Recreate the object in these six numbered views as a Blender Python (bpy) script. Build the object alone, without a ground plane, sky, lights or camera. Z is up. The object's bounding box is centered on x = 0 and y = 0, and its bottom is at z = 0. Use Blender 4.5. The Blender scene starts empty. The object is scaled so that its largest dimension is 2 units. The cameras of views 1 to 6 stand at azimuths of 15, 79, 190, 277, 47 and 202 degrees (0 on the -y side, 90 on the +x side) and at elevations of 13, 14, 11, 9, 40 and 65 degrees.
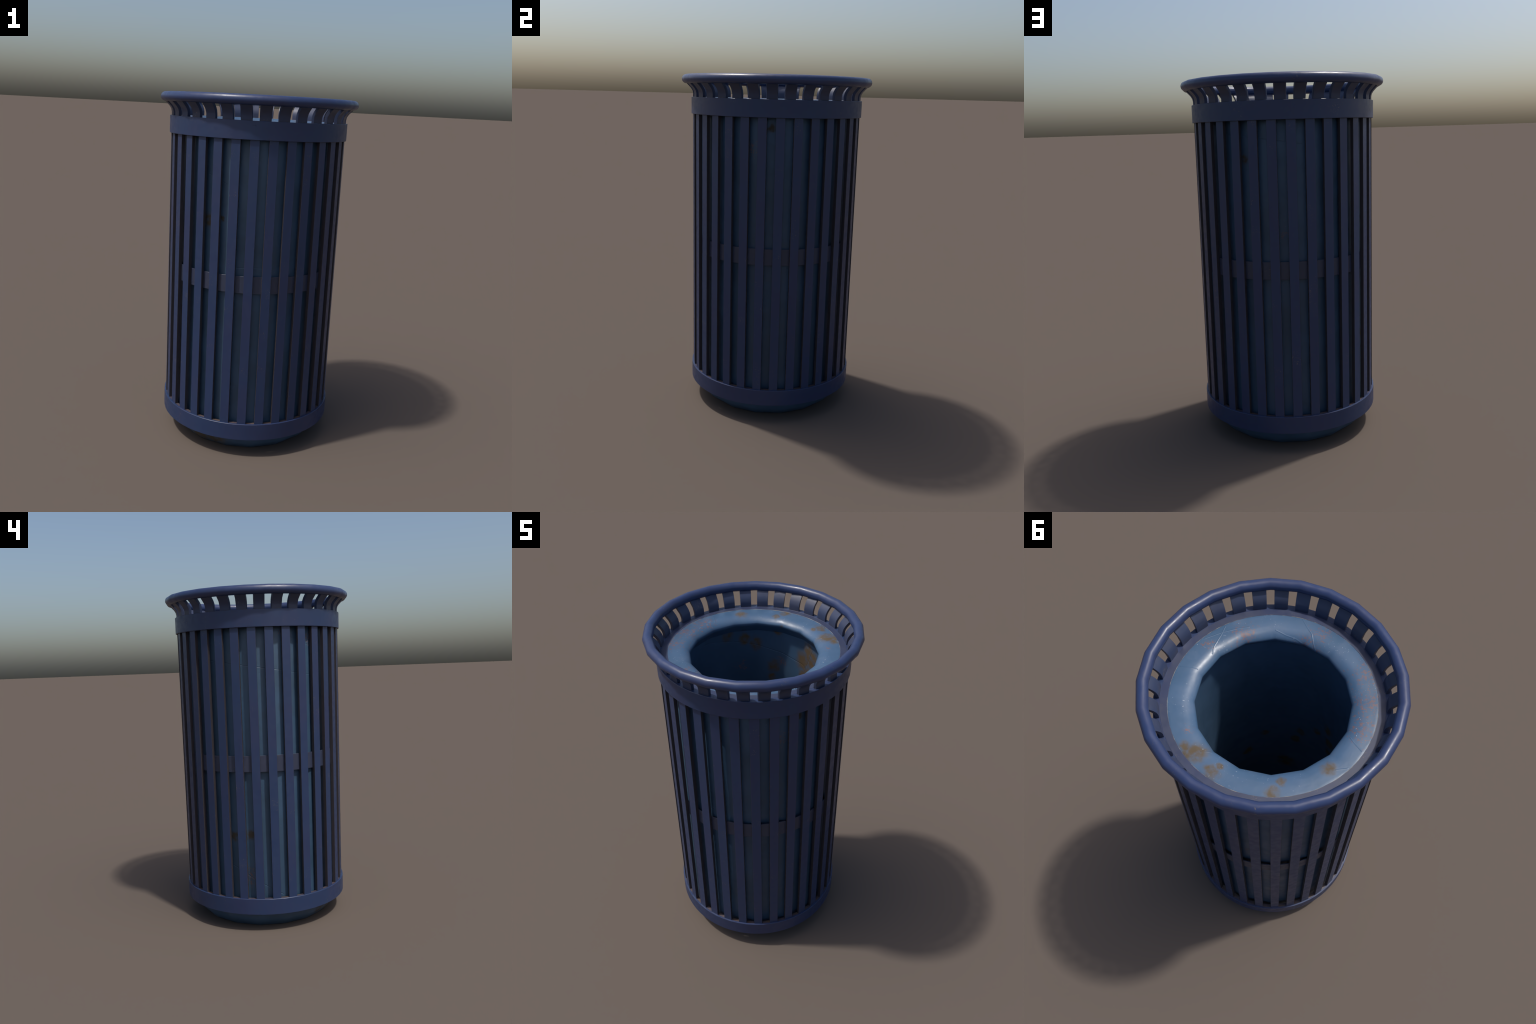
import bpy, bmesh, math
from math import sin, cos, pi, radians, tan

# ------------------------------------------------------------------ sizes (m)
TOP = 2.0
N_SLAT = 32                       # slats and flared brackets alternate round a 64-gon
STEP = 360.0 / N_SLAT
SLAT_OUT, SLAT_IN = 0.5000, 0.4800
BRACKET_T = 0.0165
BAND_OUT = 0.5090
BAND_H = 0.0955
UPPER_Z0, UPPER_Z1 = 1.7765, 1.8720
MID_Z0, MID_Z1 = 0.9605, 1.0545
LOWER_Z0, LOWER_Z1 = 0.1110, 0.2060
RIM_SIDES, RIM_R, RIM_TUBE = 25, 0.5382, 0.0262
LINER_SIDES = 16
LID_Z = 1.8690

# ------------------------------------------------------------------ node helpers
class Nodes:
    """Thin wrapper that writes shader maths as ordinary function calls."""
    def __init__(self, name):
        self.mat = bpy.data.materials.new(name)
        self.mat.use_nodes = True
        self.t = self.mat.node_tree
        self.t.nodes.clear()

    def new(self, kind, **props):
        n = self.t.nodes.new(kind)
        for k, v in props.items():
            setattr(n, k, v)
        return n

    def put(self, sock, v):
        if isinstance(v, bpy.types.NodeSocket):
            self.t.links.new(v, sock)
        elif isinstance(v, (tuple, list)):
            sock.default_value = (*v, 1.0) if len(sock.default_value) == 4 and len(v) == 3 else v
        else:
            sock.default_value = v

    def m(self, op, a, b=0.0, c=0.0, clamp=False):
        n = self.new("ShaderNodeMath", operation=op, use_clamp=clamp)
        for s, v in zip(n.inputs, (a, b, c)):
            self.put(s, v)
        return n.outputs[0]

    def vm(self, op, a, b=(0, 0, 0), scale=None, out="Vector"):
        n = self.new("ShaderNodeVectorMath", operation=op)
        self.put(n.inputs[0], a)
        self.put(n.inputs[1], b)
        if scale is not None:
            self.put(n.inputs["Scale"], scale)
        return n.outputs[out]

    def coord(self):
        return self.new("ShaderNodeTexCoord").outputs["Object"]

    def split(self, v):
        n = self.new("ShaderNodeSeparateXYZ")
        self.put(n.inputs[0], v)
        return n.outputs

    def join(self, x, y, z):
        n = self.new("ShaderNodeCombineXYZ")
        for s, v in zip(n.inputs, (x, y, z)):
            self.put(s, v)
        return n.outputs[0]

    def noise(self, vec, scale, detail=3.0, rough=0.55, distort=0.0, color=False):
        n = self.new("ShaderNodeTexNoise")
        self.put(n.inputs["Vector"], vec)
        n.inputs["Scale"].default_value = scale
        n.inputs["Detail"].default_value = detail
        n.inputs["Roughness"].default_value = rough
        n.inputs["Distortion"].default_value = distort
        return n.outputs["Color" if color else "Fac"]

    def step(self, v, lo, hi, a=0.0, b=1.0):
        n = self.new("ShaderNodeMapRange", interpolation_type="SMOOTHSTEP")
        for s, x in zip(n.inputs, (v, lo, hi, a, b)):
            self.put(s, x)
        return n.outputs[0]

    def mix(self, fac, a, b):
        n = self.new("ShaderNodeMix", data_type="RGBA")
        self.put(n.inputs[0], fac)
        self.put(n.inputs[6], a)
        self.put(n.inputs[7], b)
        return n.outputs[2]

    def most(self, vals):
        out = vals[0]
        for v in vals[1:]:
            out = self.m("MAXIMUM", out, v)
        return out

    def near(self, p, spot, radius):
        """1 at a spot, fading smoothly to 0 at the given radius."""
        d = self.vm("DISTANCE", p, spot, out="Value")
        return self.step(d, radius, 0.0)

    def path_distance(self, p, pts):
        """Distance from p to a polyline."""
        out = None
        for a, b in zip(pts, pts[1:]):
            d = [b[i] - a[i] for i in range(3)]
            l2 = sum(x * x for x in d)
            rel = self.vm("SUBTRACT", p, a)
            t = self.m("MULTIPLY", self.vm("DOT_PRODUCT", rel, d, out="Value"), 1.0 / l2, clamp=True)
            foot = self.vm("SCALE", d, scale=t)
            dist = self.vm("DISTANCE", rel, foot, out="Value")
            out = dist if out is None else self.m("MINIMUM", out, dist)
        return out

    def finish(self, color, rough, height=None, bump=1.0, dist=0.002, coat=0.0, metallic=0.0, spec=0.5):
        b = self.new("ShaderNodeBsdfPrincipled")
        self.put(b.inputs["Base Color"], color)
        self.put(b.inputs["Roughness"], rough)
        self.put(b.inputs["Metallic"], metallic)
        b.inputs["Specular IOR Level"].default_value = spec
        b.inputs["Coat Weight"].default_value = coat
        b.inputs["Coat Roughness"].default_value = 0.25
        if height is not None:
            n = self.new("ShaderNodeBump")
            n.inputs["Strength"].default_value = bump
            n.inputs["Distance"].default_value = dist
            self.put(n.inputs["Height"], height)
            self.t.links.new(n.outputs[0], b.inputs["Normal"])
        o = self.new("ShaderNodeOutputMaterial")
        self.t.links.new(b.outputs[0], o.inputs[0])
        return self.mat

    def shifted(self, p):
        """Object coordinates moved by a random amount per object, so repeats differ."""
        r = self.new("ShaderNodeObjectInfo").outputs["Random"]
        return self.vm("ADD", p, self.join(self.m("MULTIPLY", r, 37.0), self.m("MULTIPLY", r, 91.0), self.m("MULTIPLY", r, 53.0)))

    def polar(self, p):
        """(arc length at 0.458 m, z, 0) with the cut at angle 0."""
        x, y, z = self.split(p)
        ang = self.m("ADD", self.m("ARCTAN2", self.m("MULTIPLY", y, -1.0), self.m("MULTIPLY", x, -1.0)), pi)
        return self.join(self.m("MULTIPLY", ang, 0.458), z, 0.0)


# ------------------------------------------------------------------ frame paint
NAVY = (0.017, 0.034, 0.090)
NAVY_WARM = (0.021, 0.032, 0.086)
NAVY_GREY = (0.030, 0.038, 0.074)
CHIP = (0.17, 0.14, 0.10)
DIRT = (0.044, 0.036, 0.034)
RIM_BLUE = (0.021, 0.037, 0.104)
RIM_WARM = (0.024, 0.036, 0.096)
BRACKET_BLUE = (0.024, 0.037, 0.084)


def frame_paint(name, base=NAVY, warm=NAVY_WARM, side_dirt=False, foot_dirt=False, ledge_dirt=False, pale_edge=False, rough=0.42, dusty=0.0):
    n = Nodes(name)
    p = n.coord()
    q = n.shifted(p)
    big = n.noise(n.vm("MULTIPLY", q, (1, 1, 0.6)), 5.0, 3)
    col = n.mix(n.step(big, 0.38, 0.66), base, warm)
    brushed = n.noise(n.vm("MULTIPLY", q, (9, 9, 60)), 4.0, 3, distort=0.4)
    col = n.mix(n.m("MULTIPLY", n.step(brushed, 0.45, 0.75), 0.16), col, NAVY_GREY)
    if dusty:
        col = n.mix(dusty, col, NAVY_GREY)
    # small worn chips that cluster
    cluster = n.step(n.noise(q, 9.0, 2), 0.57, 0.68)
    fleck = n.step(n.noise(q, 130.0, 4, 0.6, 1.2), 0.60, 0.66)
    chips = n.m("MULTIPLY", cluster, fleck)
    col = n.mix(n.m("MULTIPLY", chips, 0.6), col, CHIP)
    r = n.step(n.noise(q, 30, 3), 0.3, 0.7, rough - 0.06, rough + 0.08)
    if side_dirt:
        # grime and rust on the cut side faces of a slat (local x points outward)
        x, y, z = n.split(p)
        ratio = n.m("ABSOLUTE", n.m("DIVIDE", y, x))
        grime = n.m("ADD", ratio, n.m("MULTIPLY", n.m("SUBTRACT", n.noise(q, 26.0, 3), 0.5), 0.0028))
        lim = tan(radians(side_dirt))
        col = n.mix(n.m("MULTIPLY", n.step(grime, lim - 0.0018, lim - 0.0006), 0.85), col, DIRT)
    if foot_dirt:
        # a thin line of grime where the bracket meets the collar
        x, y, z = n.split(p)
        low = n.step(n.m("ADD", z, n.m("MULTIPLY", n.noise(q, 60.0, 2), 0.006)), UPPER_Z1 + 0.009, UPPER_Z1 + 0.002)
        col = n.mix(n.m("MULTIPLY", low, 0.6), col, DIRT)
    if ledge_dirt:
        # grime on the upward ledge between neighbouring slats
        x, y, z = n.split(p)
        rad = n.m("SQRT", n.m("ADD", n.m("MULTIPLY", x, x), n.m("MULTIPLY", y, y)))
        top = n.m("GREATER_THAN", z, LOWER_Z1 - 0.0015)
        inner = n.step(rad, SLAT_OUT + 0.001, SLAT_OUT - 0.006)
        patchy = n.step(n.noise(p, 40.0, 3), 0.3, 0.6, 0.45, 1.0)
        col = n.mix(n.m("MULTIPLY", n.m("MULTIPLY", top, inner), patchy), col, (0.085, 0.060, 0.050))
    if pale_edge:
        # bare metal where the liner rubs the inner edge of the collar
        x, y, z = n.split(p)
        rad = n.m("SQRT", n.m("ADD", n.m("MULTIPLY", x, x), n.m("MULTIPLY", y, y)))
        wob = n.m("MULTIPLY", n.m("SUBTRACT", n.noise(p, 60.0, 3), 0.5), 0.0030)
        bare = n.step(n.m("ADD", rad, wob), pale_edge + 0.0016, pale_edge + 0.0008)
        worn = n.step(n.noise(p, 20.0, 3), 0.42, 0.60, 0.10, 1.0)
        col = n.mix(n.m("MULTIPLY", bare, worn), col, (0.20, 0.19, 0.17))
    h = n.m("ADD", n.m("MULTIPLY", n.noise(q, 240.0, 2), 0.25), n.m("MULTIPLY", chips, -0.15))
    return n.finish(col, r, h, 0.10, 0.0015, spec=0.5)


mat_slat = frame_paint("slat_paint", side_dirt=2.8125)
mat_bracket = frame_paint("bracket_paint", base=BRACKET_BLUE, warm=NAVY_GREY, foot_dirt=True)
mat_band = frame_paint("band_paint")
mat_mid = frame_paint("middle_band_paint", base=(0.031, 0.040, 0.074), warm=(0.032, 0.038, 0.070))
mat_lower = frame_paint("lower_band_paint", ledge_dirt=True)
mat_collar = frame_paint("collar_paint", base=NAVY_GREY, pale_edge=0.4475, dusty=0.4)
mat_rim = frame_paint("rim_paint", base=RIM_BLUE, warm=RIM_WARM, rough=0.36)

# ------------------------------------------------------------------ liner paint
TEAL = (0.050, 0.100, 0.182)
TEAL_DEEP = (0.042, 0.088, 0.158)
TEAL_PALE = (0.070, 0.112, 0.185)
RUST = (0.078, 0.052, 0.022)
RUST_RED = (0.170, 0.075, 0.050)


def liner_paint(name, stains, flecks, creases, cylindrical, base=TEAL, alt=TEAL_PALE, speck=0.5, rough=0.36, ridge_height=0.38, rust=RUST):
    """Painted sheet with soft rust blots, red flecks, creases and white specks.
    stains / flecks: (u, v, radius); creases: polylines; in metres on the sheet."""
    n = Nodes(name)
    p = n.coord()
    if cylindrical:
        s = n.polar(p)
    else:
        x, y, z = n.split(p)
        s = n.join(x, y, 0.0)
    wob = n.vm("SCALE", n.vm("SUBTRACT", n.noise(p, 22.0, 3, color=True), (0.5, 0.5, 0.5)), scale=0.055)
    sw = n.vm("MULTIPLY", n.vm("ADD", s, wob), (1, 1, 0))
    big = n.noise(p, 3.2, 4)
    col = n.mix(n.step(big, 0.35, 0.65), base, TEAL_DEEP)
    pale = n.noise(p, 8.5, 4, 0.6, 0.5)
    col = n.mix(n.m("MULTIPLY", n.step(pale, 0.5, 0.75), 0.7), col, alt)
    # red flecks
    reg = n.most([n.near(sw, (u, v, 0), r) for u, v, r in flecks])
    fl = n.noise(p, 78.0, 5, 0.66, 1.0)
    edge = n.m("SUBTRACT", 0.655, n.m("MULTIPLY", reg, 0.165))
    spots = n.m("MULTIPLY", n.step(fl, edge, n.m("ADD", edge, 0.07)), n.step(reg, 0.02, 0.3))
    col = n.mix(n.m("MULTIPLY", spots, 0.62), col, RUST_RED)
    # soft brown blots
    blot = n.most([n.near(sw, (u, v, 0), r * 1.25) for u, v, r in stains])
    blot = n.m("MULTIPLY", n.step(blot, 0.0, 0.8), n.step(n.noise(p, 26.0, 3), 0.30, 0.60, 0.40, 1.0))
    col = n.mix(n.m("MULTIPLY", blot, 0.95), col, rust)
    # white specks
    cl = n.step(n.noise(p, 7.0, 2), 0.5, 0.66)
    sp = n.step(n.noise(p, 150.0, 2, 0.5), 0.685, 0.735)
    specks = n.m("MULTIPLY", cl, sp)
    col = n.mix(n.m("MULTIPLY", specks, speck), col, (0.42, 0.46, 0.50))
    # creases
    h = n.m("MULTIPLY", n.noise(p, 14.0, 3), 0.8)
    ridge = None
    for c in creases:
        d = n.path_distance(s, [(u, v, 0.0) for u, v in c])
        r = n.step(d, 0.0036, 0.0002)
        ridge = r if ridge is None else n.m("MAXIMUM", ridge, r)
    if ridge is not None:
        h = n.m("ADD", h, n.m("MULTIPLY", ridge, ridge_height))
    rr = n.m("ADD", n.step(n.noise(p, 12, 3), 0.3, 0.7, rough - 0.06, rough + 0.08), n.m("MULTIPLY", blot, 0.3))
    return n.finish(col, rr, h, 0.55, 0.0030, spec=0.5)


def arc(deg, z):
    return (radians(deg % 360.0) * 0.458, z)


mat_lid = liner_paint(
    "lid_paint",
    stains=[(0.181, 0.354, 0.062), (0.214, 0.391, 0.045), (0.087, 0.422, 0.045), (0.108, 0.404, 0.035),
            (0.068, 0.373, 0.026), (-0.171, 0.396, 0.038), (-0.337, 0.206, 0.040), (-0.183, 0.332, 0.024),
            (0.240, 0.350, 0.035), (-0.12, 0.30, 0.02)],
    flecks=[(-0.331, -0.280, 0.16), (-0.386, -0.150, 0.17), (-0.400, -0.02, 0.15), (0.264, -0.259, 0.13), (-0.022, -0.330, 0.11),
            (-0.060, -0.400, 0.10), (0.375, -0.148, 0.06), (0.268, 0.276, 0.05)],
    creases=[[(0.352, -0.263), (0.348, -0.212), (0.350, -0.145), (0.342, -0.111)],
             [(0.405, -0.167), (0.353, -0.224), (0.298, -0.273), (0.253, -0.303)],
             [(0.050, -0.442), (0.015, -0.409), (-0.020, -0.382), (-0.040, -0.348), (-0.070, -0.314)],
             [(0.137, -0.340), (0.089, -0.337), (0.040, -0.340), (-0.001, -0.335)],
             [(-0.364, 0.035), (-0.387, 0.053), (-0.431, 0.078)],
             [(-0.363, 0.199), (-0.405, 0.172)], [(0.169, 0.343), (0.127, 0.322)],
             [(0.437, 0.009), (0.365, -0.009)]],
    cylindrical=False, speck=0.85, rough=0.40)

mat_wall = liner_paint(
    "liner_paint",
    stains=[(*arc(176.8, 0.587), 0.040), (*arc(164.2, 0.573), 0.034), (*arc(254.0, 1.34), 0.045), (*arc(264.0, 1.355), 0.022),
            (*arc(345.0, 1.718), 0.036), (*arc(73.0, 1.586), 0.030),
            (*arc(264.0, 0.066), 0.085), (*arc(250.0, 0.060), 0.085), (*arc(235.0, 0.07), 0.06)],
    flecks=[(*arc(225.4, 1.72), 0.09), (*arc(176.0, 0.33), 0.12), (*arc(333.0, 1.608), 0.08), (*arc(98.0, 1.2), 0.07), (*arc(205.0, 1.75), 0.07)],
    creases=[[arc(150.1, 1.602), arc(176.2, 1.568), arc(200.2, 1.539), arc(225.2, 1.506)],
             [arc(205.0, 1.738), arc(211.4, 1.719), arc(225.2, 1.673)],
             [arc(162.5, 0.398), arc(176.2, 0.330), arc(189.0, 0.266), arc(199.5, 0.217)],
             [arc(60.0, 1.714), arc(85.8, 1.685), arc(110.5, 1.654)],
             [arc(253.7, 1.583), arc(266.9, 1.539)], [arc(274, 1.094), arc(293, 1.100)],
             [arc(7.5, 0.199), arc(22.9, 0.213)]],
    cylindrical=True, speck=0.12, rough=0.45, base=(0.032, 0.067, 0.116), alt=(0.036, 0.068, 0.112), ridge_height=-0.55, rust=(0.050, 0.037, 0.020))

mat_sleeve = liner_paint(
    "sleeve_paint",
    stains=[(*arc(81.5, 1.722), 0.075), (*arc(88.3, 1.642), 0.085), (*arc(76.0, 1.69), 0.08), (*arc(120.4, 1.555), 0.055),
            (*arc(117.0, 1.800), 0.045), (*arc(136.5, 1.697), 0.055), (*arc(163.0, 1.771), 0.06), (*arc(147.0, 1.729), 0.05),
            (*arc(84.0, 1.60), 0.06), (*arc(89.0, 1.55), 0.05), (*arc(91.0, 1.49), 0.045), (*arc(122.0, 1.48), 0.04),
            (*arc(240.5, 1.19), 0.055), (*arc(237.0, 1.08), 0.06), (*arc(236.0, 0.98), 0.05), (*arc(252.0, 1.08), 0.04),
            (*arc(268.0, 0.97), 0.045), (*arc(273.0, 0.87), 0.05), (*arc(281.0, 0.55), 0.09), (*arc(301.0, 0.91), 0.04), (*arc(318.0, 0.73), 0.05)],
    flecks=[(*arc(150.0, 1.55), 0.10), (*arc(112.0, 1.60), 0.08)],
    creases=[[arc(192.0, 1.761), arc(178.9, 1.749), arc(157.0, 1.719), arc(137.1, 1.687), arc(112.5, 1.650), arc(89.5, 1.620), arc(83.5, 1.594)],
             [arc(76.0, 1.746), arc(85.2, 1.615)]],
    cylindrical=True, speck=0.1, rough=0.5, base=(0.036, 0.075, 0.132), alt=(0.036, 0.075, 0.132), ridge_height=-0.55, rust=(0.082, 0.050, 0.018))

# ------------------------------------------------------------------ mesh helpers
can = bpy.data.objects.new("trash_can", None)
bpy.context.scene.collection.objects.link(can)
can.location = (0.002, 0.0, 0.0)      # the 25-sided rim is not symmetric in x; this centres the whole
can["label"] = "round blue slatted metal street trash can with liner"
can["category"] = "trash can"


def add(name, mesh, mat, parent=None):
    ob = bpy.data.objects.new(name, mesh)
    bpy.context.scene.collection.objects.link(ob)
    if mat and not mesh.materials:
        mesh.materials.append(mat)
    ob.parent = parent or can
    return ob


def lathe(name, profile, sides, closed=False, phase=0.0, smooth_angle=40.0, subdivide=1):
    """Revolve a (radius, z) profile round z on a regular polygon with the given sides."""
    bm = bmesh.new()
    rings = []
    total = sides * subdivide
    half = pi / sides
    for r, z in profile:
        if r < 1e-6:
            rings.append([bm.verts.new((0, 0, z))] * total)
            continue
        ring = []
        for i in range(total):
            a = 2 * pi * i / total
            # stay on the straight side of the polygon between its corners
            off = (a % (2 * half)) - half
            rr = r * cos(half) / cos(off) if subdivide > 1 else r
            ring.append(bm.verts.new((rr * cos(a + phase), rr * sin(a + phase), z)))
        rings.append(ring)
    pairs = list(zip(rings, rings[1:])) + ([(rings[-1], rings[0])] if closed else [])
    for A, B in pairs:
        for i in range(total):
            j = (i + 1) % total
            vs = []
            for v in (A[i], A[j], B[j], B[i]):
                if v not in vs:
                    vs.append(v)
            if len(vs) > 2:
                bm.faces.new(vs)
    bmesh.ops.recalc_face_normals(bm, faces=bm.faces)
    me = bpy.data.meshes.new(name)
    bm.to_mesh(me)
    bm.free()
    for poly in me.polygons:
        poly.use_smooth = True
    me.set_sharp_from_angle(angle=radians(smooth_angle))
    return me


def chamfered(r0, r1, z0, z1, c=0.0012):
    """Closed rectangular ring section with lightly broken edges."""
    return [(r0, z0 + c), (r0, z1 - c), (r0 + c, z1), (r1 - c, z1), (r1, z1 - c), (r1, z0 + c), (r1 - c, z0), (r0 + c, z0)]


# ------------------------------------------------------------------ frame
# rim: a bent tube, 25 straight lengths
tube = [(RIM_R + RIM_TUBE * cos(a), TOP - RIM_TUBE + RIM_TUBE * sin(a)) for a in (2 * pi * k / 20 for k in range(20))]
add("rim", lathe("rim", tube, RIM_SIDES, closed=True, phase=pi, smooth_angle=60), mat_rim)

# bands
add("upper_band", lathe("upper_band", chamfered(SLAT_IN, BAND_OUT, UPPER_Z0, UPPER_Z1), 64, True), mat_band)
add("lower_band", lathe("lower_band", chamfered(0.4795, BAND_OUT, LOWER_Z0, LOWER_Z1), 64, True), mat_lower)
add("middle_band", lathe("middle_band", chamfered(0.4750, SLAT_IN + 0.0004, MID_Z0, MID_Z1, 0.0006), 64, True), mat_mid)
# flat collar that closes the gap between upper band and liner
add("collar", lathe("collar", chamfered(0.4475, SLAT_IN + 0.0007, UPPER_Z1 - 0.012, UPPER_Z1 - 0.0002, 0.0008), 64, True), mat_collar)


def bar(name, outline, half_degs):
    """Sweep a closed (radius, z) outline over a small angle (given per outline point):
    one flat-faced strip on local +x."""
    bm = bmesh.new()
    sides = []
    for s in (-1, 1):
        sides.append([bm.verts.new((r * cos(radians(h)), s * r * sin(radians(h)), z)) for (r, z), h in zip(outline, half_degs)])
    n = len(outline)
    for i in range(n):
        j = (i + 1) % n
        bm.faces.new((sides[0][i], sides[0][j], sides[1][j], sides[1][i]))
    bm.faces.new(sides[0])
    bm.faces.new(sides[1])
    bmesh.ops.recalc_face_normals(bm, faces=bm.faces)
    sharp = [e for e in bm.edges if len(e.link_faces) == 2 and e.calc_face_angle() > radians(50)]
    bmesh.ops.bevel(bm, geom=sharp, offset=0.0007, segments=1, affect="EDGES")
    me = bpy.data.meshes.new(name)
    bm.to_mesh(me)
    bm.free()
    for poly in me.polygons:
        poly.use_smooth = True
    me.set_sharp_from_angle(angle=radians(35))
    return me


slat_mesh = bar("slat", [(SLAT_OUT, LOWER_Z1 - 0.02), (SLAT_OUT, UPPER_Z0 + 0.02), (SLAT_IN, UPPER_Z0 + 0.02), (SLAT_IN, LOWER_Z1 - 0.02)], [2.8125] * 4)
slat_mesh.materials.append(mat_slat)

# bracket: upright foot, then curls outward into the underside of the rim
outer = [(0.4998, 1.862), (0.4998, 1.893), (0.5030, 1.9075), (0.5115, 1.9215), (0.5255, 1.9365), (0.5400, 1.9510)]
inner = []
for i, (r, z) in enumerate(outer):
    a = outer[max(i - 1, 0)]
    b = outer[min(i + 1, len(outer) - 1)]
    dx, dz = b[0] - a[0], b[1] - a[1]
    l = math.hypot(dx, dz)
    inner.append((r - BRACKET_T * dz / l, z + BRACKET_T * dx / l))
bracket_mesh = bar("bracket", outer + inner[::-1], [3.25] * len(outer) + [3.6] * len(inner))
bracket_mesh.materials.append(mat_bracket)

for k in range(N_SLAT):
    s = add("slat", slat_mesh, None)
    s.rotation_euler[2] = radians(STEP * k + STEP / 4)
    b = add("bracket", bracket_mesh, None)
    b.rotation_euler[2] = radians(STEP * k + STEP * 3 / 4)

# ------------------------------------------------------------------ liner
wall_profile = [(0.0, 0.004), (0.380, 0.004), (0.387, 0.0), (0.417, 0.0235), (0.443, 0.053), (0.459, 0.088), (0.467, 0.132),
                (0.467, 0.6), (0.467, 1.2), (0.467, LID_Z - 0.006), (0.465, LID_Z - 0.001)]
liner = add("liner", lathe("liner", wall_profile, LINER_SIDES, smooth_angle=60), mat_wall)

lid_profile = [(0.465, LID_Z - 0.001), (0.456, LID_Z + 0.0016), (0.444, LID_Z + 0.0021), (0.420, LID_Z + 0.0029), (0.394, LID_Z + 0.0026),
               (0.374, LID_Z - 0.0005), (0.358, LID_Z - 0.0075), (0.346, LID_Z - 0.0160), (0.339, LID_Z - 0.0245), (0.337, LID_Z - 0.032),
               (0.342, LID_Z - 0.044), (0.352, LID_Z - 0.058), (0.372, 1.780)]
add("lid", lathe("lid", lid_profile, LINER_SIDES, smooth_angle=60), mat_lid, liner)

sleeve_profile = [(0.372, 1.780), (0.372, 1.4), (0.372, 0.9), (0.372, 0.4), (0.372, 0.07), (0.360, 0.055), (0.0, 0.050)]
me = lathe("sleeve", sleeve_profile, LINER_SIDES, smooth_angle=60)
add("sleeve", me, mat_sleeve, liner)
